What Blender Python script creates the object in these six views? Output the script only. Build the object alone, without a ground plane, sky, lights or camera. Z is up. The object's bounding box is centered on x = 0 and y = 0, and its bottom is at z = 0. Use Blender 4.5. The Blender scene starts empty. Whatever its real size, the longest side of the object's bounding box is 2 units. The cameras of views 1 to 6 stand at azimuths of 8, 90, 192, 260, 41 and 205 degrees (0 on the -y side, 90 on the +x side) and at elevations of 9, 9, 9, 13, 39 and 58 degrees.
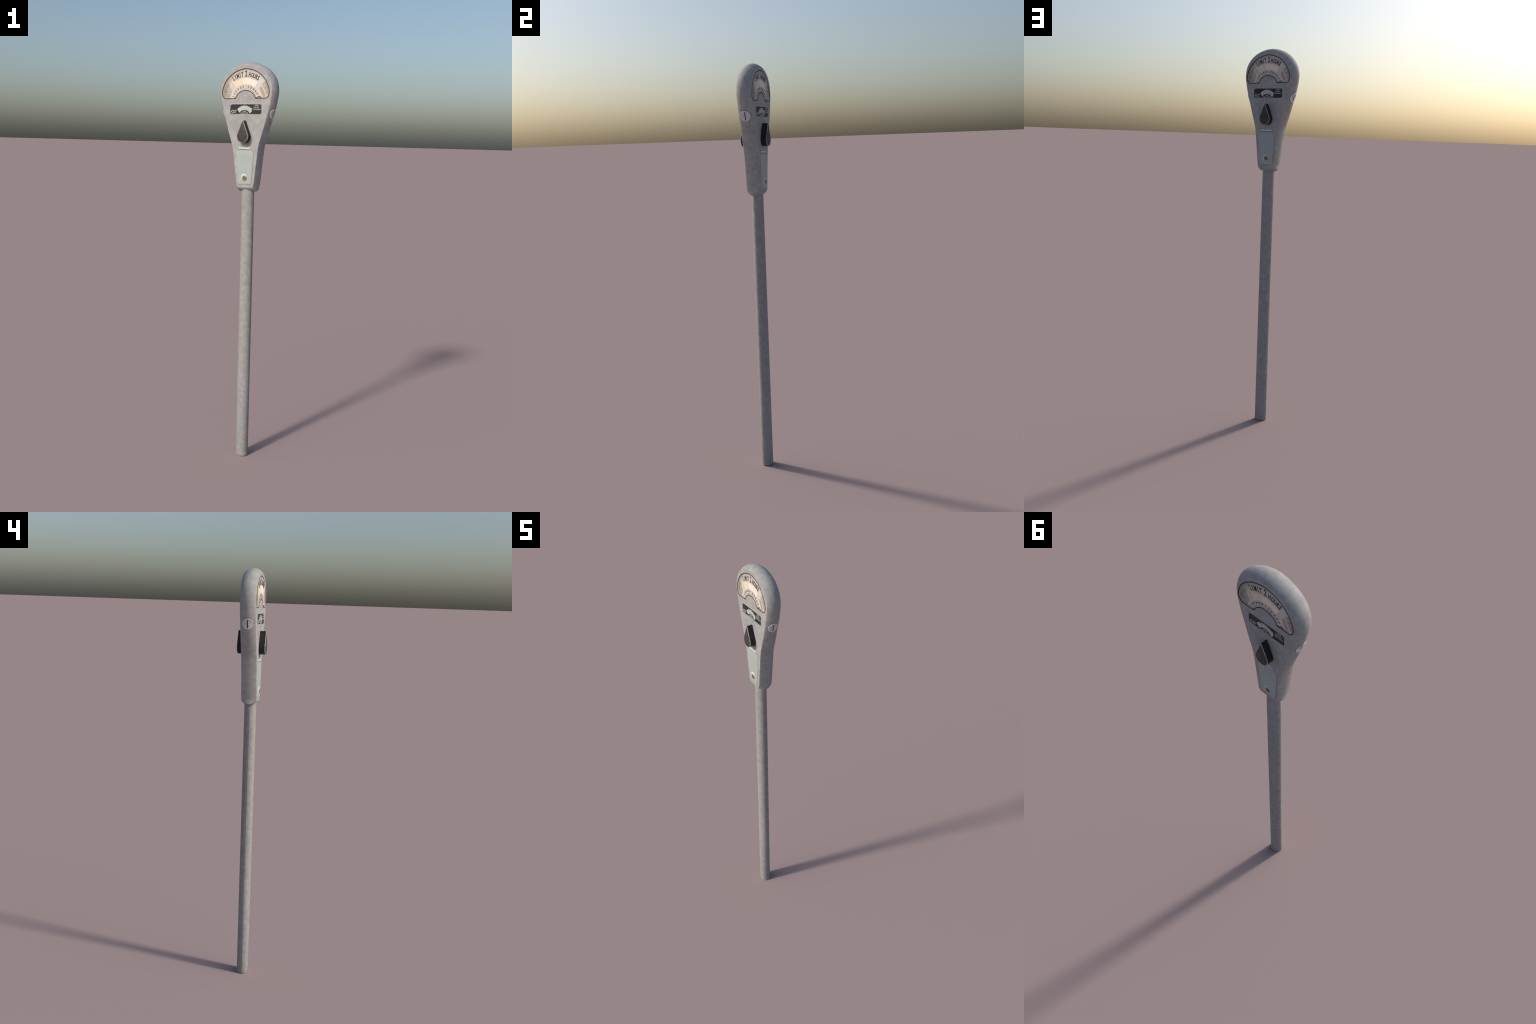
# Old single-post parking meter with two identical faces, built from profiles and rules.
# Local frame of the meter: x = across the face, -y = out of the front face, z = up.
import bpy, bmesh, math, random
from mathutils import Vector, Matrix

random.seed(7)
YAW = math.radians(-19.0)      # the whole meter is turned about the post
HD = 0.0364                    # half depth of the housing between its two flat faces
COL = bpy.context.scene.collection

# ------------------------------------------------------------------ materials
def new_mat(name):
    m = bpy.data.materials.new(name)
    m.use_nodes = True
    nt = m.node_tree
    return m, nt, nt.nodes["Principled BSDF"]

def noise(nt, scale, detail=4, rough=0.6, stretch=None, coord="Object"):
    tc = nt.nodes.new("ShaderNodeTexCoord")
    mp = nt.nodes.new("ShaderNodeMapping")
    if stretch:
        mp.inputs["Scale"].default_value = stretch
    n = nt.nodes.new("ShaderNodeTexNoise")
    n.inputs["Scale"].default_value = scale
    n.inputs["Detail"].default_value = detail
    n.inputs["Roughness"].default_value = rough
    nt.links.new(tc.outputs[coord], mp.inputs["Vector"])
    nt.links.new(mp.outputs["Vector"], n.inputs["Vector"])
    return n.outputs["Fac"]

def ramp(nt, fac, stops):
    r = nt.nodes.new("ShaderNodeValToRGB")
    el = r.color_ramp.elements
    while len(el) < len(stops):
        el.new(0.5)
    for e, (p, c) in zip(el, stops):
        e.position = p
        e.color = (c[0], c[1], c[2], 1) if not isinstance(c, float) else (c, c, c, 1)
    nt.links.new(fac, r.inputs["Fac"])
    return r.outputs["Color"]

def mix(nt, fac, a, b, mode="MIX"):
    m = nt.nodes.new("ShaderNodeMix")
    m.data_type = "RGBA"
    m.blend_type = mode
    for sock, v in ((m.inputs[0], fac), (m.inputs[6], a), (m.inputs[7], b)):
        if isinstance(v, (int, float)):
            sock.default_value = v
        elif isinstance(v, tuple):
            sock.default_value = (*v, 1)
        else:
            nt.links.new(v, sock)
    return m.outputs[2]

def math_node(nt, op, a, b=None):
    m = nt.nodes.new("ShaderNodeMath")
    m.operation = op
    for i, v in enumerate((a, b)):
        if v is None:
            continue
        if isinstance(v, (int, float)):
            m.inputs[i].default_value = v
        else:
            nt.links.new(v, m.inputs[i])
    return m.outputs[0]

def bump(nt, bsdf, height, strength, dist):
    b = nt.nodes.new("ShaderNodeBump")
    b.inputs["Strength"].default_value = strength
    b.inputs["Distance"].default_value = dist
    nt.links.new(height, b.inputs["Height"])
    nt.links.new(b.outputs["Normal"], bsdf.inputs["Normal"])

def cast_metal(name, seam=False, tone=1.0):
    """Weathered grey casting / pipe: mottled warm grey, faint pink and green blotches."""
    m, nt, p = new_mat(name)
    big = ramp(nt, noise(nt, 42, 5, 0.62), [(0.30, (0.288 * tone, 0.288 * tone, 0.284 * tone)),
                                            (0.52, (0.343 * tone, 0.341 * tone, 0.340 * tone)),
                                            (0.72, (0.402 * tone, 0.396 * tone, 0.388 * tone))])
    hue = ramp(nt, noise(nt, 85, 3, 0.5, (1.0, 1.0, 0.8)), [(0.38, (0.965, 1.0, 0.97)), (0.62, (1.03, 0.985, 0.995))])
    col = mix(nt, 1.0, big, hue, "MULTIPLY")
    spots = ramp(nt, noise(nt, 130, 2, 0.5), [(0.30, 0.92), (0.42, 1.0)])
    col = mix(nt, 1.0, col, spots, "MULTIPLY")
    if seam:                                     # painted dark line down one side, copying the original's texture seam
        tc = nt.nodes.new("ShaderNodeTexCoord")
        sx = nt.nodes.new("ShaderNodeSeparateXYZ")
        nt.links.new(tc.outputs["Object"], sx.inputs[0])
        on = math_node(nt, "MULTIPLY",
                       math_node(nt, "LESS_THAN", math_node(nt, "ABSOLUTE", sx.outputs[1]), 0.0013),
                       math_node(nt, "LESS_THAN", sx.outputs[0], 0.0))
        on = math_node(nt, "MULTIPLY", on, math_node(nt, "LESS_THAN", sx.outputs[2], 1.352))
        col = mix(nt, on, col, (0.17, 0.165, 0.165))
    nt.links.new(col, p.inputs["Base Color"])
    p.inputs["Roughness"].default_value = 0.72
    p.inputs["Specular IOR Level"].default_value = 0.25
    bump(nt, p, noise(nt, 160, 3, 0.6), 0.12, 0.002)
    return m

def plain(name, color, rough=0.5, spec=0.3, metal=0.0, vary=0.06, scale=60):
    m, nt, p = new_mat(name)
    lo = tuple(c * (1 - vary) for c in color)
    hi = tuple(min(1, c * (1 + vary)) for c in color)
    c = ramp(nt, noise(nt, scale, 3), [(0.35, lo), (0.65, hi)])
    nt.links.new(c, p.inputs["Base Color"])
    p.inputs["Roughness"].default_value = rough
    p.inputs["Specular IOR Level"].default_value = spec
    p.inputs["Metallic"].default_value = metal
    return m

def dial_paper():
    """Aged cream card: warmer and yellower to the left, pinkish to the right, faint stains."""
    m, nt, p = new_mat("aged_dial_card")
    tc = nt.nodes.new("ShaderNodeTexCoord")
    sx = nt.nodes.new("ShaderNodeSeparateXYZ")
    nt.links.new(tc.outputs["Object"], sx.inputs[0])
    t = math_node(nt, "MULTIPLY_ADD", sx.outputs[0], 3.7)
    t.node.inputs[2].default_value = 0.5
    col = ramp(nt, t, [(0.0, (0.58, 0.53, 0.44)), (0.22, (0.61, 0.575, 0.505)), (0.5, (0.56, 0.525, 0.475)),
                       (0.8, (0.60, 0.555, 0.535)), (1.0, (0.52, 0.47, 0.44))])
    st = ramp(nt, noise(nt, 45, 5, 0.6), [(0.32, (0.88, 0.86, 0.83)), (0.6, (1.0, 1.0, 1.0))])
    col = mix(nt, 1.0, col, st, "MULTIPLY")
    # original's baked rim shadow painted in brown, ragged, strongest on the left
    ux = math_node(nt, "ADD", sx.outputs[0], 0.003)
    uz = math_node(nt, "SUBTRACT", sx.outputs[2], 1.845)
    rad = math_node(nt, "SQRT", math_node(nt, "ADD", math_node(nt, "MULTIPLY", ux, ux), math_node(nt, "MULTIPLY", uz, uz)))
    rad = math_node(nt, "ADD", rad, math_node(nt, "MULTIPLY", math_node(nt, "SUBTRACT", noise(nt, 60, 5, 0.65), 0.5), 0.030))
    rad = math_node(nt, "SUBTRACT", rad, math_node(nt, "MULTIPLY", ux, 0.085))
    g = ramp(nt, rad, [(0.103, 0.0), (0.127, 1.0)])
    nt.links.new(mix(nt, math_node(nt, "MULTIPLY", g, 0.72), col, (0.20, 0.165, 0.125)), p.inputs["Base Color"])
    p.inputs["Roughness"].default_value = 0.5
    p.inputs["Specular IOR Level"].default_value = 0.2
    return m

def lever_paint():
    """Black enamel, rubbed grey in specks and scratches."""
    m, nt, p = new_mat("worn_black_enamel")
    base = ramp(nt, noise(nt, 70, 4), [(0.3, (0.044, 0.041, 0.039)), (0.7, (0.058, 0.054, 0.051))])
    sc = ramp(nt, noise(nt, 110, 5, 0.65, (1, 1, 0.45)), [(0.66, 0.0), (0.72, 1.0)])
    nt.links.new(mix(nt, math_node(nt, "MULTIPLY", sc, 0.5), base, (0.22, 0.20, 0.20)), p.inputs["Base Color"])
    p.inputs["Roughness"].default_value = 0.55
    p.inputs["Specular IOR Level"].default_value = 0.25
    return m

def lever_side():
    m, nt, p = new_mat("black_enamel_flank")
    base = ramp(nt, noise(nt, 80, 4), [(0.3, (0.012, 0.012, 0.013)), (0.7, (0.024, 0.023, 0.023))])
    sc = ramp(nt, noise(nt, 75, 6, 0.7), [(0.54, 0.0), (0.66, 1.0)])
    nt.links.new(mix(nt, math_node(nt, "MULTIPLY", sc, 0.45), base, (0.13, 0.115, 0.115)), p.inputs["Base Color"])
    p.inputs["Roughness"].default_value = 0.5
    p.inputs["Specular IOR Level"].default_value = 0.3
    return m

def lever_edge():
    """Arris of the lever where the enamel is worn through to pale metal, with chips of paint left."""
    m, nt, p = new_mat("worn_bare_arris")
    sc = ramp(nt, noise(nt, 150, 4, 0.6), [(0.36, (0.07, 0.065, 0.065)), (0.46, (0.30, 0.275, 0.27)),
                                          (0.7, (0.40, 0.37, 0.365))])
    nt.links.new(sc, p.inputs["Base Color"])
    p.inputs["Roughness"].default_value = 0.5
    return m

M = dict(
    housing=cast_metal("weathered_grey_casting"),
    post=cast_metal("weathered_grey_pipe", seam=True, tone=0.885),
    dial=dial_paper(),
    gasket=plain("dark_gasket_and_lock_shade", (0.060, 0.052, 0.045), 0.7, 0.15, vary=0.2),  # also colours the painted shade ring round the side lock
    yellow=plain("pale_yellow_band", (0.80, 0.70, 0.575), 0.5, 0.2, vary=0.03),
    peach=plain("peach_band", (0.73, 0.605, 0.47), 0.5, 0.2, vary=0.04),
    ochre=plain("ochre_rim", (0.66, 0.53, 0.33), 0.5, 0.2, vary=0.06),
    ink=plain("black_print", (0.055, 0.053, 0.052), 0.6, 0.2, vary=0.2, scale=200),
    greyink=plain("faded_print", (0.14, 0.125, 0.115), 0.6, 0.2, vary=0.25, scale=200),
    rust=plain("faded_red_panel", (0.47, 0.365, 0.295), 0.6, 0.2, vary=0.08, scale=120),
    redink=plain("faded_red_print", (0.33, 0.22, 0.17), 0.6, 0.2, vary=0.2, scale=200),
    knob=plain("grey_knob", (0.30, 0.275, 0.24), 0.6, 0.2, vary=0.15, scale=200),
    plate=plain("black_enamel_plate", (0.030, 0.028, 0.0275), 0.5, 0.2, vary=0.08),
    plate_rim=plain("bare_plate_rim", (0.40, 0.45, 0.47), 0.45, 0.3, vary=0.2, scale=150),
    arrow=plain("mint_white_enamel", (0.46, 0.52, 0.49), 0.45, 0.25, vary=0.06, scale=120),
    white=plain("white_print", (0.50, 0.47, 0.45), 0.5, 0.2, vary=0.12, scale=300),
    door=plain("pale_mint_enamel", (0.352, 0.395, 0.385), 0.42, 0.3, vary=0.03, scale=25),
    hinge=plain("bright_mint_enamel", (0.50, 0.565, 0.565), 0.4, 0.35, vary=0.03),
    gap=plain("brown_joint", (0.20, 0.165, 0.115), 0.7, 0.1, vary=0.1),  # flat brown strips for the joints round the door
    boss=plain("white_enamel", (0.50, 0.55, 0.58), 0.4, 0.35, vary=0.03),
    brass=plain("tarnished_brass", (0.26, 0.195, 0.095), 0.45, 0.5, 0.35, vary=0.25, scale=180),
    brassdark=plain("dark_brass", (0.13, 0.095, 0.05), 0.5, 0.4, 0.2, vary=0.3, scale=250),
    keyhole=plain("black_keyhole", (0.02, 0.017, 0.014), 0.7, 0.1),
    steel=plain("brushed_pale_steel", (0.60, 0.565, 0.605), 0.45, 0.4, 0.0, vary=0.16, scale=45),
    steel_rim=plain("lit_steel_rim", (0.68, 0.65, 0.69), 0.4, 0.45, 0.0, vary=0.06, scale=120),  # paler copy of the steel: the original's baked light ring put into colour
    slot=plain("black_slot", (0.012, 0.011, 0.011), 0.7, 0.1),
    lever=lever_paint(), lever_side=lever_side(), lever_edge=lever_edge(),
)

# ------------------------------------------------------------------ scene helpers
def empty(name, parent=None, rot=0.0):
    o = bpy.data.objects.new(name, None)
    COL.objects.link(o)
    o.empty_display_size = 0.05
    o.rotation_euler = (0, 0, rot)
    o.parent = parent
    return o

def add(name, mesh, mat, parent=None, kind=None):
    o = bpy.data.objects.new(name, mesh)
    COL.objects.link(o)
    o.parent = parent
    for mt in (mat if isinstance(mat, (list, tuple)) else [mat]):
        if mesh.materials.find(M[mt].name) < 0:
            mesh.materials.append(M[mt])
    if kind:
        o["kind"] = kind
    return o

def to_mesh(bm, name, sharp=math.radians(32)):
    me = bpy.data.meshes.new(name)
    bmesh.ops.recalc_face_normals(bm, faces=bm.faces)
    bm.to_mesh(me)
    bm.free()
    for p in me.polygons:
        p.use_smooth = True
    me.set_sharp_from_angle(angle=sharp)
    return me

def slab(bm, outline, n0, n1, bev=0.0, hole=None, mat=0):
    """Prism of an (x, z) outline from depth n0 (buried) to n1 (proud of the face), chamfered at the front."""
    if hole is None:
        a = [bm.verts.new((x, -n0, z)) for x, z in outline]
        rings = [a]
        if bev > 0:
            rings.append([bm.verts.new((x, -(n1 - bev), z)) for x, z in outline])
            rings.append([bm.verts.new((x, -n1, z)) for x, z in offset(outline, -bev)])
        else:
            rings.append([bm.verts.new((x, -n1, z)) for x, z in outline])
        k = len(a)
        for r0, r1 in zip(rings, rings[1:]):
            for i in range(k):
                bm.faces.new((r0[i], r0[(i + 1) % k], r1[(i + 1) % k], r1[i])).material_index = mat
        f = bm.faces.new(rings[-1]); f.material_index = mat
        bm.faces.new(list(reversed(rings[0]))).material_index = mat
    else:
        k = len(outline)
        R = [[bm.verts.new((x, -n, z)) for x, z in o] for o, n in
             ((outline, n0), (outline, n1), (hole, n1), (hole, n0))]
        for q in range(4):
            r0, r1 = R[q], R[(q + 1) % 4]
            for i in range(k):
                bm.faces.new((r0[i], r0[(i + 1) % k], r1[(i + 1) % k], r1[i])).material_index = mat

def offset(pts, d):
    """Offset a closed counter-clockwise outline outward by d (a number or one number per point)."""
    k = len(pts)
    out = []
    for i in range(k):
        p0, p, p1 = Vector(pts[i - 1]), Vector(pts[i]), Vector(pts[(i + 1) % k])
        e0, e1 = (p - p0).normalized(), (p1 - p).normalized()
        n0, n1 = Vector((e0.y, -e0.x)), Vector((e1.y, -e1.x))
        b = (n0 + n1)
        if b.length < 1e-6:
            b = n0.copy()
        b.normalize()
        dd = d if isinstance(d, (int, float)) else d[i]
        s = dd / max(0.5, b.dot(n0))
        out.append((p.x + b.x * s, p.y + b.y * s))
    return out

def spline(pts, per=4):
    """Centripetal-like Catmull-Rom through open control points."""
    res = []
    for i in range(len(pts) - 1):
        p0 = Vector(pts[max(i - 1, 0)]); p1 = Vector(pts[i]); p2 = Vector(pts[i + 1]); p3 = Vector(pts[min(i + 2, len(pts) - 1)])
        for j in range(per):
            t = j / per
            res.append(tuple(0.5 * ((2 * p1) + (p2 - p0) * t + (2 * p0 - 5 * p1 + 4 * p2 - p3) * t * t
                                    + (3 * p1 - p0 - 3 * p2 + p3) * t ** 3)))
    res.append(tuple(pts[-1]))
    return res

def arc(cx, cz, r, a0, a1, k):
    """Points on a circle, angle in degrees from straight up, positive to the right."""
    return [(cx + r * math.sin(math.radians(a0 + (a1 - a0) * i / k)),
             cz + r * math.cos(math.radians(a0 + (a1 - a0) * i / k))) for i in range(k + 1)]

def disc(cx, cz, r, k=32):
    return [(cx + r * math.cos(2 * math.pi * i / k), cz + r * math.sin(2 * math.pi * i / k)) for i in range(k)]

def ccw(pts):
    a = sum(pts[i - 1][0] * pts[i][1] - pts[i][0] * pts[i - 1][1] for i in range(len(pts)))
    return pts if a > 0 else list(reversed(pts))

def band(bm, cx, cz, r0, r1, a0, a1, n0, n1, k=40):
    slab(bm, ccw(arc(cx, cz, r0, a0, a1, k) + arc(cx, cz, r1, a1, a0, k)), n0, n1)

def bar(bm, x, z, w, h, ang, n0, n1):
    """Small flat bar centred at (x, z), turned by ang degrees counter-clockwise."""
    c, s = math.cos(math.radians(ang)), math.sin(math.radians(ang))
    slab(bm, [(x + c * a - s * b, z + s * a + c * b) for a, b in
              ((-w / 2, -h / 2), (w / 2, -h / 2), (w / 2, h / 2), (-w / 2, h / 2))], n0, n1)

# ------------------------------------------------------------------ lettering
def glyphs(text, size, width=1.0, bold=0.0):
    """Mesh of a line of built-in-font text, centred on x, baseline at y = 0, cap height = size."""
    cu = bpy.data.curves.new("text", "FONT")
    cu.body = text
    cu.size = size / 0.69
    cu.align_x = "CENTER"
    cu.extrude = 0.0003
    cu.offset = bold
    cu.resolution_u = 3
    ob = bpy.data.objects.new("text", cu)
    COL.objects.link(ob)
    dg = bpy.context.evaluated_depsgraph_get()
    me = bpy.data.meshes.new_from_object(ob.evaluated_get(dg))
    bpy.data.objects.remove(ob)
    bpy.data.curves.remove(cu)
    me.transform(Matrix.Diagonal((width, 1, 1, 1)))
    return me

def place(me, x, z, ang, n):
    """Stand a flat text mesh on the face: rotate by ang degrees (counter-clockwise), at depth n."""
    me.transform(Matrix.Translation((x, -n, z)) @ Matrix.Rotation(math.radians(-ang), 4, "Y")
                 @ Matrix.Rotation(math.pi / 2, 4, "X"))
    return me

def join(meshes, name):
    bm = bmesh.new()
    for me in meshes:
        bm.from_mesh(me)
        bpy.data.meshes.remove(me)
    me = bpy.data.meshes.new(name)
    bm.to_mesh(me)
    bm.free()
    return me

def arc_text(text, cx, cz, r, step, size, width, bold, n, a_mid=0.0):
    out = []
    for i, ch in enumerate(text):
        if ch == " ":
            continue
        a = a_mid + (i - (len(text) - 1) / 2) * step
        out.append(place(glyphs(ch, size, width, bold), cx + r * math.sin(math.radians(a)),
                         cz + r * math.cos(math.radians(a)), -a, n))
    return out

# ------------------------------------------------------------------ the meter
meter = empty("parking_meter", rot=YAW)
meter["label"] = "weathered grey double-faced parking meter on a round post"
meter["category"] = "parking meter"

# --- post: slightly oval pipe
POST_X, POST_A, POST_B = 0.0038, 0.0324, 0.0281
bm = bmesh.new()
K = 40
rings = []
for z, s in ((0.0, 0.985), (0.0012, 1.0), (0.35, 1.003), (0.7, 0.997), (1.05, 1.002), (1.405, 0.99)):
    rings.append([bm.verts.new((POST_A * s * math.cos(2 * math.pi * i / K), POST_B * s * math.sin(2 * math.pi * i / K), z))
                  for i in range(K)])
for r0, r1 in zip(rings, rings[1:]):
    for i in range(K):
        bm.faces.new((r0[i], r0[(i + 1) % K], r1[(i + 1) % K], r1[i]))
bm.faces.new(list(reversed(rings[0])))
bm.faces.new(rings[-1])
post = add("post", to_mesh(bm, "post"), "post", meter)
post.location = (POST_X, 0, 0)

# --- housing: teardrop face outline (right half, bottom to top), bulged between the two faces
HALF = [(0.0, 1.3950), (0.030, 1.3950), (0.0400, 1.3972), (0.0455, 1.4050), (0.0508, 1.4350), (0.0548, 1.4700),
        (0.0598, 1.5100), (0.0662, 1.5600), (0.0735, 1.6050), (0.0910, 1.6600), (0.1120, 1.7330), (0.1266, 1.7857),
        (0.1345, 1.8250), (0.1385, 1.8500), (0.1388, 1.8720), (0.1362, 1.8900), (0.1300, 1.9090), (0.1200, 1.9266),
        (0.1065, 1.9425), (0.0904, 1.9560), (0.0735, 1.9660), (0.0567, 1.9732), (0.0290, 1.9815), (0.0, 1.9846)]

def lean(z):
    """The narrow foot of the housing sits a few mm to the right, over the post."""
    return 0.0040 * min(1.0, max(0.0, (1.66 - z) / 0.24))

def smooth(a, b, t):
    t = min(1.0, max(0.0, (t - a) / (b - a)))
    return t * t * (3 - 2 * t)

def side_bulge(z):
    return 0.0064 + 0.0091 * smooth(1.57, 1.83, z)

right = spline(HALF, 3)
outline = [(x + lean(z), z) for x, z in right] + [(-x + lean(z), z) for x, z in reversed(right[1:-1])]
outline = ccw(outline)
K = len(outline)
bul = []
for i in range(K):
    t = (Vector(outline[(i + 1) % K]) - Vector(outline[i - 1])).normalized()
    nz = -t.x
    z = outline[i][1]
    bul.append(side_bulge(z) + (0.0200 - side_bulge(z)) * smooth(0.2, 0.95, -nz if z < 1.45 else 0.0))
# depth stations: flat face edge, small rounded arris, then a swelling side
stations = [(HD, -0.0012, 0.0), (HD - 0.0003, -0.0004, 0.0), (HD - 0.0010, 0.0, 0.0)]
for x in (0.93, 0.82, 0.66, 0.48, 0.28, 0.10):
    stations.append((HD * x, 0.0, 1 - x * x))
stations = stations + [(-n, d, w) for n, d, w in reversed(stations)]
bm = bmesh.new()
rings = []
for n, d, w in stations:
    rings.append([bm.verts.new((x, -n, z)) for x, z in offset(outline, [d + b * w for b in bul])])
for r0, r1 in zip(rings, rings[1:]):
    for i in range(K):
        bm.faces.new((r0[i], r0[(i + 1) % K], r1[(i + 1) % K], r1[i]))
bm.faces.new(rings[0])
bm.faces.new(list(reversed(rings[-1])))
housing = add("housing", to_mesh(bm, "housing", math.radians(42)), "housing", meter)

# --- dial window outline: half-moon with a smaller round bite out of its foot
DX, DZ = -0.0030, 1.8063          # centre of all dial arcs
R_BITE = 0.0567
TOP = [(0.1085, 1.8258), (0.1215, 1.8365), (0.1265, 1.8560), (0.1235, 1.8720), (0.1175, 1.8880), (0.1000, 1.9180),
       (0.0700, 1.9452), (0.0350, 1.9615), (-0.0030, 1.9675), (-0.0320, 1.9630), (-0.0665, 1.9500), (-0.0965, 1.9285),
       (-0.1190, 1.9005), (-0.1300, 1.8720), (-0.1335, 1.8530), (-0.1300, 1.8370), (-0.1180, 1.8235)]
dial_outline = spline(TOP, 3) + arc(DX, DZ, R_BITE, -71.5, 70, 26)
dial_outline = ccw(dial_outline)

# recess the dial into both faces
bm = bmesh.new()
for sgn in (1, -1):
    a = [bm.verts.new((sgn * x, -sgn * (HD - 0.0012), z)) for x, z in dial_outline]
    b = [bm.verts.new((sgn * x, -sgn * (HD + 0.01), z)) for x, z in dial_outline]
    kk = len(a)
    for i in range(kk):
        bm.faces.new((a[i], a[(i + 1) % kk], b[(i + 1) % kk], b[i]))
    bm.faces.new(list(reversed(a)))
    bm.faces.new(b)
cut = bpy.data.objects.new("cutter", to_mesh(bm, "cutter"))
COL.objects.link(cut)
mod = housing.modifiers.new("recess", "BOOLEAN")
mod.object = cut
mod.operation = "DIFFERENCE"
mod.solver = "EXACT"
housing.modifiers.new("weighted", "WEIGHTED_NORMAL").keep_sharp = True
cut.rotation_euler = (0, 0, YAW)
dg = bpy.context.evaluated_depsgraph_get()
applied = bpy.data.meshes.new_from_object(housing.evaluated_get(dg), preserve_all_data_layers=True, depsgraph=dg)
housing.modifiers.clear()
housing.data = applied
bpy.data.objects.remove(cut)

# ------------------------------------------------------------------ one face, used twice
made = []                                   # (name, mesh, materials, parent key, kind)
def part(name, mesh, mat, parent=None, kind=None):
    made.append((name, mesh, mat, parent, kind))

def bm_part(name, build, mat, parent=None, kind=None, sharp=32):
    bm = bmesh.new()
    build(bm)
    part(name, to_mesh(bm, name, math.radians(sharp)), mat, parent, kind)

DN = HD - 0.0006                            # level of the dial card
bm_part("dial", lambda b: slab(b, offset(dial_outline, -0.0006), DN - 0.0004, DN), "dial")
bm_part("dial_gasket", lambda b: slab(b, offset(dial_outline, 0.0006), DN - 0.0003, HD + 0.0006,
                                      hole=offset(dial_outline, -0.0032)), "gasket", "dial")
L1, L2 = DN + 0.0003, DN + 0.0006
# coloured arc: peach to the left of a vertical joint, pale yellow to the right
bm_part("dial_band", lambda b: band(b, DX, DZ, 0.0868, 0.1152, -8.4, 34.0, DN - 0.0002, L1), "yellow", "dial")
bm_part("dial_band", lambda b: band(b, DX, DZ, 0.0868, 0.1152, -36.5, -8.4, DN - 0.0002, L1), "peach", "dial")
bm_part("dial_rim", lambda b: band(b, DX, DZ, R_BITE + 0.0014, R_BITE + 0.0048, -66, 62, DN - 0.0002, L1 + 0.0002), "ochre", "dial")
def ticks(b):
    step = 11.2 / 3
    for i in range(-18, 17):
        a = i * step
        ln = 0.0062 if i % 3 == 0 else 0.0038
        r = R_BITE + 0.0058 + ln / 2
        bar(b, DX + r * math.sin(math.radians(a)), DZ + r * math.cos(math.radians(a)), 0.0012, ln, -a, DN - 0.0002, L1)
bm_part("tick_marks", ticks, "greyink", "dial", "stuff")
nums = []
for i, s in enumerate(["0", "10", "20", "30", "40", "50", "1", "10", "20", "30", "40", "50"]):
    a = (i - 6) * 11.2
    r = 0.0712
    nums.append(place(glyphs(s, 0.0098, 0.60, 0.0002), DX + r * math.sin(math.radians(a)),
                      DZ + r * math.cos(math.radians(a)), -a, L1))
part("scale_numerals", join(nums, "scale_numerals"), "greyink", "dial", "stuff")
for ch, a, size, wd in (("L", -31, .0212, .58), ("I", -25.4, .0212, .7), ("M", -19.6, .0212, .58), ("I", -14, .0212, .7),
                        ("T", -8.6, .0212, .58), ("2", 0.4, .0270, .60), ("H", 8.6, .0212, .54), ("O", 14.8, .0212, .52),
                        ("U", 20.2, .0212, .56), ("R", 25.4, .0212, .58), ("S", 30.4, .0212, .60)):
    r = 0.1230
    part("letter", place(glyphs(ch, size, wd, 0.0010), DX + r * math.sin(math.radians(a)),
                         DZ + r * math.cos(math.radians(a)), -a, L1), "ink", "dial")

def small_print(b, x0, z0, ang, rows, pitch, seed, size=0.0034):
    """Rows of illegibly small print: broken runs of tiny marks set along a slanted line."""
    rnd = random.Random(seed)
    c, s = math.cos(math.radians(ang)), math.sin(math.radians(ang))
    for j, (start, length) in enumerate(rows):
        t = start
        while t < start + length:
            w = rnd.uniform(0.0010, 0.0036)
            y = -j * pitch + rnd.uniform(-0.0003, 0.0003)
            bar(b, x0 + c * (t + w / 2) - s * y, z0 + s * (t + w / 2) + c * y, w,
                size * rnd.uniform(0.5, 0.95), ang, DN - 0.0002, L1)
            t += w + rnd.choice((0.0006, 0.0008, 0.0022))
bm_part("fine_print", lambda b: small_print(b, -0.1235, 1.8500, 64, [(0.006, .036), (0.004, .050), (0.0, .050), (-.004, .050), (-.008, .046),
        (-.011, .046), (-.013, .048), (-.015, .040)], 0.0052, 3), "greyink", "dial", "stuff")
bm_part("fine_print", lambda b: small_print(b, 0.0990, 1.9060, -63, [(0.0, .066), (0.003, .060), (-.002, .066), (.003, .056)], 0.0056, 5),
        "greyink", "dial", "stuff")
# faded red panel and its print, lower right of the dial
def red_panel(b):
    slab(b, ccw([(0.0700, 1.8745), (0.0790, 1.8855), (0.0815, 1.8850), (0.1070, 1.8360), (0.1040, 1.8310), (0.0905, 1.8300)]),
         DN - 0.0002, DN + 0.0002)
bm_part("red_panel", red_panel, "rust", "dial")
bm_part("red_print", lambda b: small_print(b, 0.0815, 1.8800, -62, [(0.0, .046), (0.003, .044), (.006, .038)], 0.0052, 9), "redink", "dial", "stuff")
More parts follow.
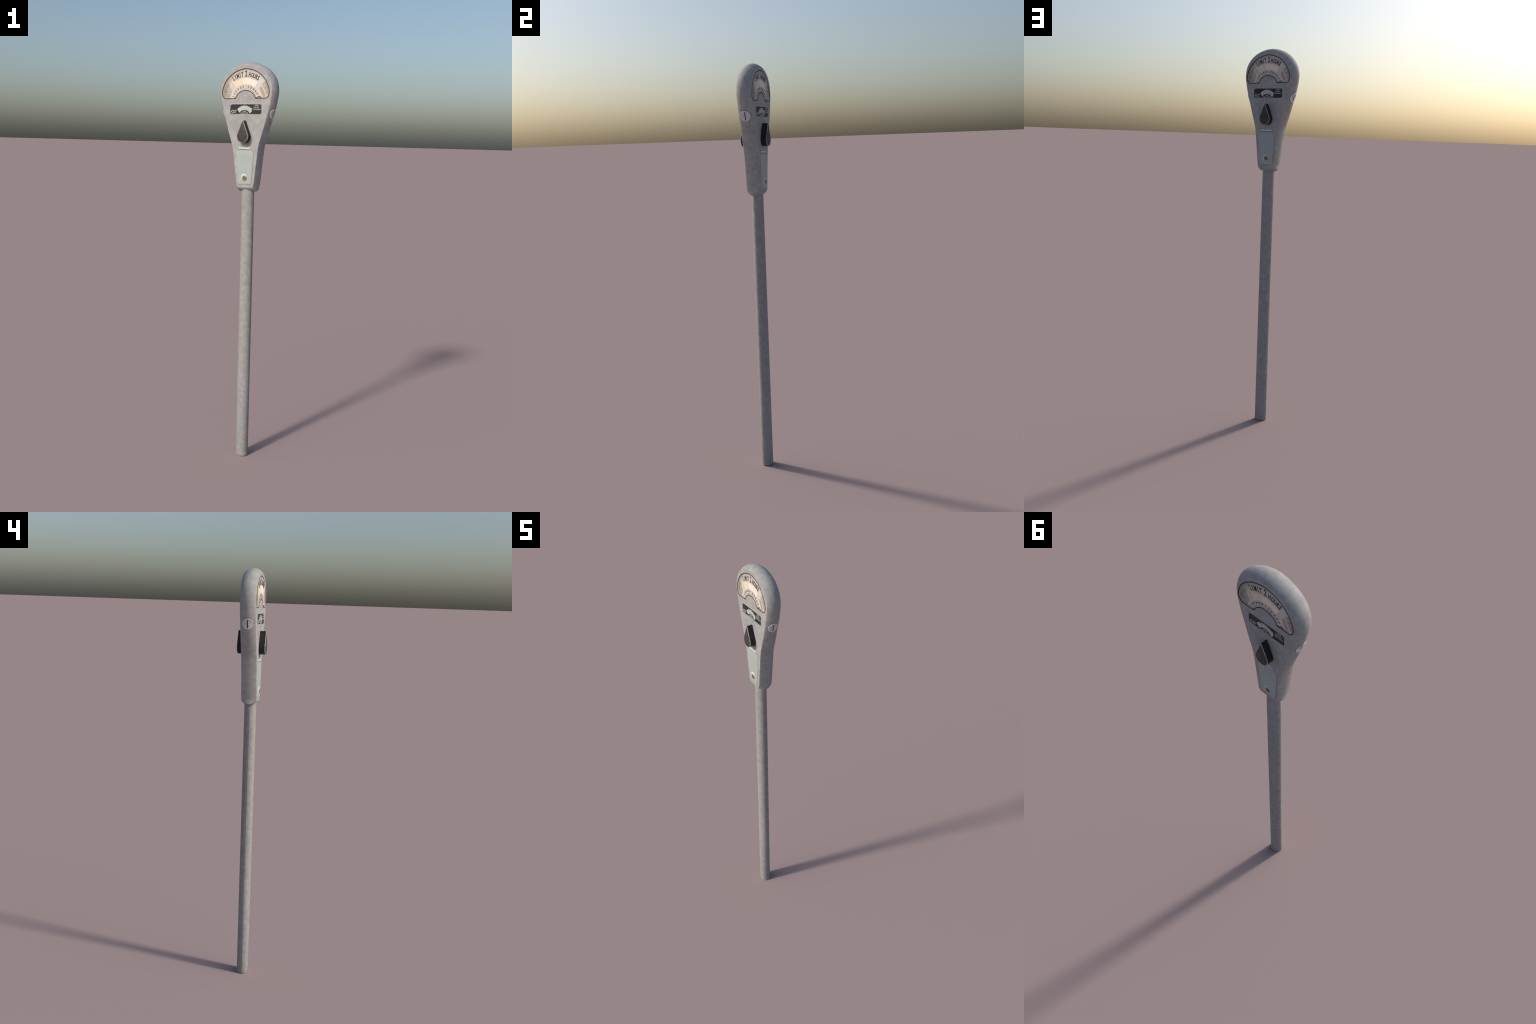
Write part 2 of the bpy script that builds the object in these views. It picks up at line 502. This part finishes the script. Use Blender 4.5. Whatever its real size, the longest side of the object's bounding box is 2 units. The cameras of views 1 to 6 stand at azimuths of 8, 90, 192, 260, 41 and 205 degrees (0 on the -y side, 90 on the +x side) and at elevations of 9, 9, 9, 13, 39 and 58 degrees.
# setting knob peeping over the foot of the window
KX, KZ = 0.0715, 1.8272
bm_part("knob_ring", lambda b: slab(b, ccw(arc(KX, KZ, 0.0108, -90, 90, 18) + arc(KX, KZ, 0.0078, 90, -90, 18)),
                                    DN - 0.0002, HD + 0.0006), "gasket", "dial")
bm_part("knob", lambda b: slab(b, ccw(arc(KX, KZ, 0.0076, -90, 90, 18)), DN - 0.0002, HD + 0.0002), "knob", "dial")
bm_part("corner_wedge", lambda b: slab(b, ccw([(0.0500, 1.8330), (0.0560, 1.8265), (0.0615, 1.8272), (0.0625, 1.8300)]),
                                      DN - 0.0002, HD), "gasket", "dial")  # small dark wedges at the inner corners of the window
bm_part("corner_wedge", lambda b: slab(b, ccw([(-0.0575, 1.8310), (-0.0645, 1.8262), (-0.0680, 1.8265), (-0.0640, 1.8300)]),
                                      DN - 0.0002, HD), "gasket", "dial")

# --- instruction plate
P0, P1 = HD - 0.001, HD + 0.0012
rect = [(-0.0875, 1.7502), (0.0868, 1.7502), (0.0868, 1.8004), (-0.0875, 1.8004)]
bm_part("instruction_plate", lambda b: slab(b, rect, P0, P1 - 0.0003), "plate_rim")
bm_part("plate_face", lambda b: slab(b, ccw([(-0.0852, 1.7520), (0.0850, 1.7516), (0.0850, 1.7950), (0.0815, 1.7982), (-0.0800, 1.7982),
        (-0.0852, 1.7935)]), P0, P1), "plate", "instruction_plate")
PT = P1 + 0.0003
AX, AZ = -0.0060, 1.7385           # centre of the arrow's arc
def arrow(b):
    o = arc(AX, AZ, 0.0528, -51, 47, 30)
    inn = arc(AX, AZ, 0.0330, 45, -62, 30)
    # right end: barbed arrow head
    slab(b, ccw(arc(AX, AZ, 0.0535, -48, 38, 30) + [(AX + 0.0385, AZ + 0.0425), (AX + 0.0388, AZ + 0.0235), (AX + 0.0272, AZ + 0.0160)]
                + arc(AX, AZ, 0.0335, 52, -56, 30)), P0, PT)
bm_part("plate_arrow", arrow, "arrow", "instruction_plate")
txt = arc_text("TURN HANDLE", AX, AZ, 0.0470, 6.2, 0.0040, 0.75, 0, PT + 0.0001) \
    + arc_text("AS FAR AS POSSIBLE", AX, AZ, 0.0382, 5.2, 0.0040, 0.75, 0, PT + 0.0001)
part("arrow_lettering", join(txt, "arrow_lettering"), "greyink", "instruction_plate", "stuff")
txt = []
for s, x, z, size, wd in (("AFTER", -0.0065, 1.7610, .0064, .78), ("EACH COIN", -0.0065, 1.7528, .0068, .78),
                          ("PLEASE", 0.0590, 1.7895, .0060, .74), ("WILL NOT", 0.0580, 1.7803, .0062, .74),
                          ("TURN HANDLE", 0.0590, 1.7708, .0064, .68), ("INSERT", -0.0590, 1.7640, .0068, .72),
                          ("COIN", -0.0625, 1.7562, .0058, .80)):
    txt.append(place(glyphs(s, size, wd, 0.0001), x, z, 0, PT - 0.0001))
part("plate_lettering", join(txt, "plate_lettering"), "white", "instruction_plate", "stuff")
def chevron(b):
    slab(b, ccw([(-0.0805, 1.7632), (-0.0730, 1.7725), (-0.0712, 1.7712), (-0.0762, 1.7632), (-0.0712, 1.7553), (-0.0730, 1.7540)]), P0, PT)
bm_part("plate_chevron", chevron, "white", "instruction_plate")
def pins(b):
    for x, z in ((0.0790, 1.7945), (0.0800, 1.7545), (-0.0810, 1.7545), (-0.0790, 1.7955)):
        slab(b, disc(x, z, 0.0016, 10), P0, P1 + 0.0009, 0.0005)
bm_part("plate_rivets", pins, "plate_rim", "instruction_plate", "stuff")

# --- winding handle: teardrop lever
def teardrop(grow=0.0):
    r, cz, tip = 0.0312 + grow, 1.6438, 1.7205 + grow
    a0 = 24.5
    low = [(r * math.sin(math.radians(a)), cz + r * math.cos(math.radians(a)))
           for a in [90 - a0 + (180 + 2 * a0) * i / 26 for i in range(27)]]
    w = 0.0026 + grow * 0.3
    return ccw(low + [(-w, tip - 0.0004), (w, tip - 0.0004)])
def lever(b):
    o = teardrop()
    N0, N1, c = HD - 0.002, 0.0668, 0.0024
    k = len(o)
    lv = [(o, N0), (o, N1 - c), (offset(o, -c * 0.55), N1 - c * 0.25), (offset(o, -c * 1.15), N1)]
    R = [[b.verts.new((x, -n, z)) for x, z in oo] for oo, n in lv]
    for q in range(3):
        for i in range(k):
            b.faces.new((R[q][i], R[q][(i + 1) % k], R[q + 1][(i + 1) % k], R[q + 1][i])).material_index = (1, 2, 2)[q]
    b.faces.new(R[3]).material_index = 0
    b.faces.new(list(reversed(R[0]))).material_index = 1
bm_part("handle", lever, ["lever", "lever_side", "lever_edge"], sharp=28)

# --- coin-box door with hinge and lock
CX = 0.0012
def door_shape():
    return ccw([(-0.0325, 1.5775), (-0.0470, 1.5630), (-0.0478, 1.5595), (-0.0345, 1.4135), (-0.0330, 1.4112),
                (0.0345, 1.4112), (0.0378, 1.4140), (0.0390, 1.4170), (0.0480, 1.5580), (0.0472, 1.5620), (0.0315, 1.5775)])
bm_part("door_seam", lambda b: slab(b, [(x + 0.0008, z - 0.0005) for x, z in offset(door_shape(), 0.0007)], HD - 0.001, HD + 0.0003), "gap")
def crowned_door(b):
    o = door_shape()
    cx, cz = 0.0012, 1.4950
    lv = [(1.0, -0.001), (1.0, 0.0006), (0.975, 0.0013), (0.92, 0.0019), (0.80, 0.0024), (0.60, 0.0027)]
    R = [[b.verts.new((cx + (x - cx) * f, -HD - n, cz + (z - cz) * (0.5 + 0.5 * f))) for x, z in o] for f, n in lv]
    for r0, r1 in zip(R, R[1:]):
        for i in range(len(r0)):
            b.faces.new((r0[i], r0[(i + 1) % len(r0)], r1[(i + 1) % len(r0)], r1[i]))
    b.faces.new(R[-1]); b.faces.new(list(reversed(R[0])))
bm_part("coin_door", crowned_door, "door")
bm_part("door_gap", lambda b: slab(b, ccw([(-0.0315, 1.5772), (0.0303, 1.5772), (0.0303, 1.5815), (-0.0315, 1.5815)]),
                                   HD - 0.001, HD + 0.0007), "gap", "coin_door")
bm_part("hinge", lambda b: slab(b, ccw([(-0.0325, 1.5812), (0.0312, 1.5812), (0.0312, 1.5918), (-0.0325, 1.5918)]),
                                HD - 0.001, HD + 0.0032, 0.0020), "hinge", "coin_door")
def boss(b):
    lv = [((-0.0010, 1.4462), 0.0180, HD + 0.0015), ((-0.0007, 1.4459), 0.0175, HD + 0.0034), ((0.0015, 1.4437), 0.0145, HD + 0.0050),
          ((0.0024, 1.4427), 0.0122, HD + 0.0054)]
    R = [[b.verts.new((x, -n, z)) for x, z in disc(c[0], c[1], r, 36)] for c, r, n in lv]
    for q in range(3):
        for i in range(36):
            b.faces.new((R[q][i], R[q][(i + 1) % 36], R[q + 1][(i + 1) % 36], R[q + 1][i]))
    b.faces.new(R[-1])
bm_part("lock_boss", boss, "boss", "coin_door", sharp=60)
LX, LZ, LN = 0.0029, 1.4424, HD + 0.0050
bm_part("lock_cylinder", lambda b: slab(b, disc(LX, LZ, 0.0124, 32), LN - 0.003, LN + 0.0012, 0.0007), "brass", "coin_door")
bm_part("lock_core", lambda b: slab(b, disc(LX, LZ, 0.0078, 28), LN - 0.001, LN + 0.0016, 0.0003), "brassdark", "coin_door")
bm_part("lock_plug", lambda b: slab(b, disc(LX, LZ + 0.0006, 0.0052, 24), LN - 0.001, LN + 0.0021, 0.0003), "brass", "coin_door")
bm_part("keyhole", lambda b: bar(b, LX, LZ, 0.0026, 0.0072, 30, LN, LN + 0.0024), "keyhole", "coin_door")

# --- side lock: round slotted cap lying on the swelling flank
def flank(z, n, h):
    """Point on the right flank at height z and depth n, lifted h along the surface normal."""
    def pos(zz, nn):
        hs = [p for p in right]
        x = 0.12
        for (xa, za), (xb, zb) in zip(hs, hs[1:]):
            if za <= zz <= zb:
                x = xa + (xb - xa) * (zz - za) / max(1e-9, zb - za)
        w = 1 - (nn / HD) ** 2
        sx, sz = 0.9637, -0.267
        return Vector((x + side_bulge(zz) * w * sx, -nn, zz + side_bulge(zz) * w * sz))
    p = pos(z, n)
    dz, dn = pos(z + 0.001, n) - pos(z - 0.001, n), pos(z, n + 0.001) - pos(z, n - 0.001)
    nrm = dz.cross(dn).normalized()
    if nrm.x < 0:
        nrm = -nrm
    return p + nrm * h
SZ, SR = 1.7562, 0.0248
def cap(b):
    prof = [(1.0, -0.0015), (1.0, 0.0012), (0.97, 0.0019), (0.91, 0.0020), (0.86, 0.0012), (0.60, 0.0006), (0.3, 0.0005), (0.0, 0.0005)]
    kk = 40
    R = []
    for r, h in prof:
        if r == 0:
            R.append([b.verts.new(flank(SZ, 0, h))])
            continue
        R.append([b.verts.new(flank(SZ + SR * r * 0.985 * math.sin(2 * math.pi * i / kk), SR * r * math.cos(2 * math.pi * i / kk), h))
                  for i in range(kk)])
    for q, (r0, r1) in enumerate(zip(R, R[1:])):
        for i in range(kk):
            if len(r1) == 1:
                f = b.faces.new((r0[i], r0[(i + 1) % kk], r1[0]))
            else:
                f = b.faces.new((r0[i], r0[(i + 1) % kk], r1[(i + 1) % kk], r1[i]))
            f.material_index = 1 if q < 4 else 0
bm_part("side_lock", cap, ["steel", "steel_rim"], sharp=50)
def shade_ring(b):
    kk, R = 40, []
    for r, h in ((0.97, -0.001), (0.97, 0.0006), (1.065, 0.0004), (1.065, -0.001)):
        R.append([b.verts.new(flank(SZ + SR * r * 0.985 * math.sin(2 * math.pi * i / kk), SR * r * math.cos(2 * math.pi * i / kk), h))
                  for i in range(kk)])
    for q in range(4):
        for i in range(kk):
            b.faces.new((R[q][i], R[q][(i + 1) % kk], R[(q + 1) % 4][(i + 1) % kk], R[(q + 1) % 4][i]))
bm_part("lock_shade_ring", shade_ring, "gasket", "side_lock")  # dark ring added as painted shade around the cap, not a real part
def slot(b):
    rows = []
    for i in range(13):
        z = SZ - 0.0198 + 0.0396 * i / 12
        rows.append([b.verts.new(flank(z, s * 0.0019, h)) for s, h in ((-1, 0.0), (-1, 0.0010), (1, 0.0010), (1, 0.0))])
    for r0, r1 in zip(rows, rows[1:]):
        for i in range(4):
            b.faces.new((r0[i], r0[(i + 1) % 4], r1[(i + 1) % 4], r1[i]))
    b.faces.new(rows[0]); b.faces.new(list(reversed(rows[-1])))
bm_part("lock_slot", slot, "slot", "side_lock")

# place the face parts on the front and, turned half round, on the back (shared mesh data)
for turn in (0.0, math.pi):
    keys = {}
    for name, mesh, mat, parent, kind in made:
        o = add(name, mesh, mat, keys.get(parent, meter), kind)
        if parent is None:
            o.rotation_euler = (0, 0, turn)
            keys[name] = o
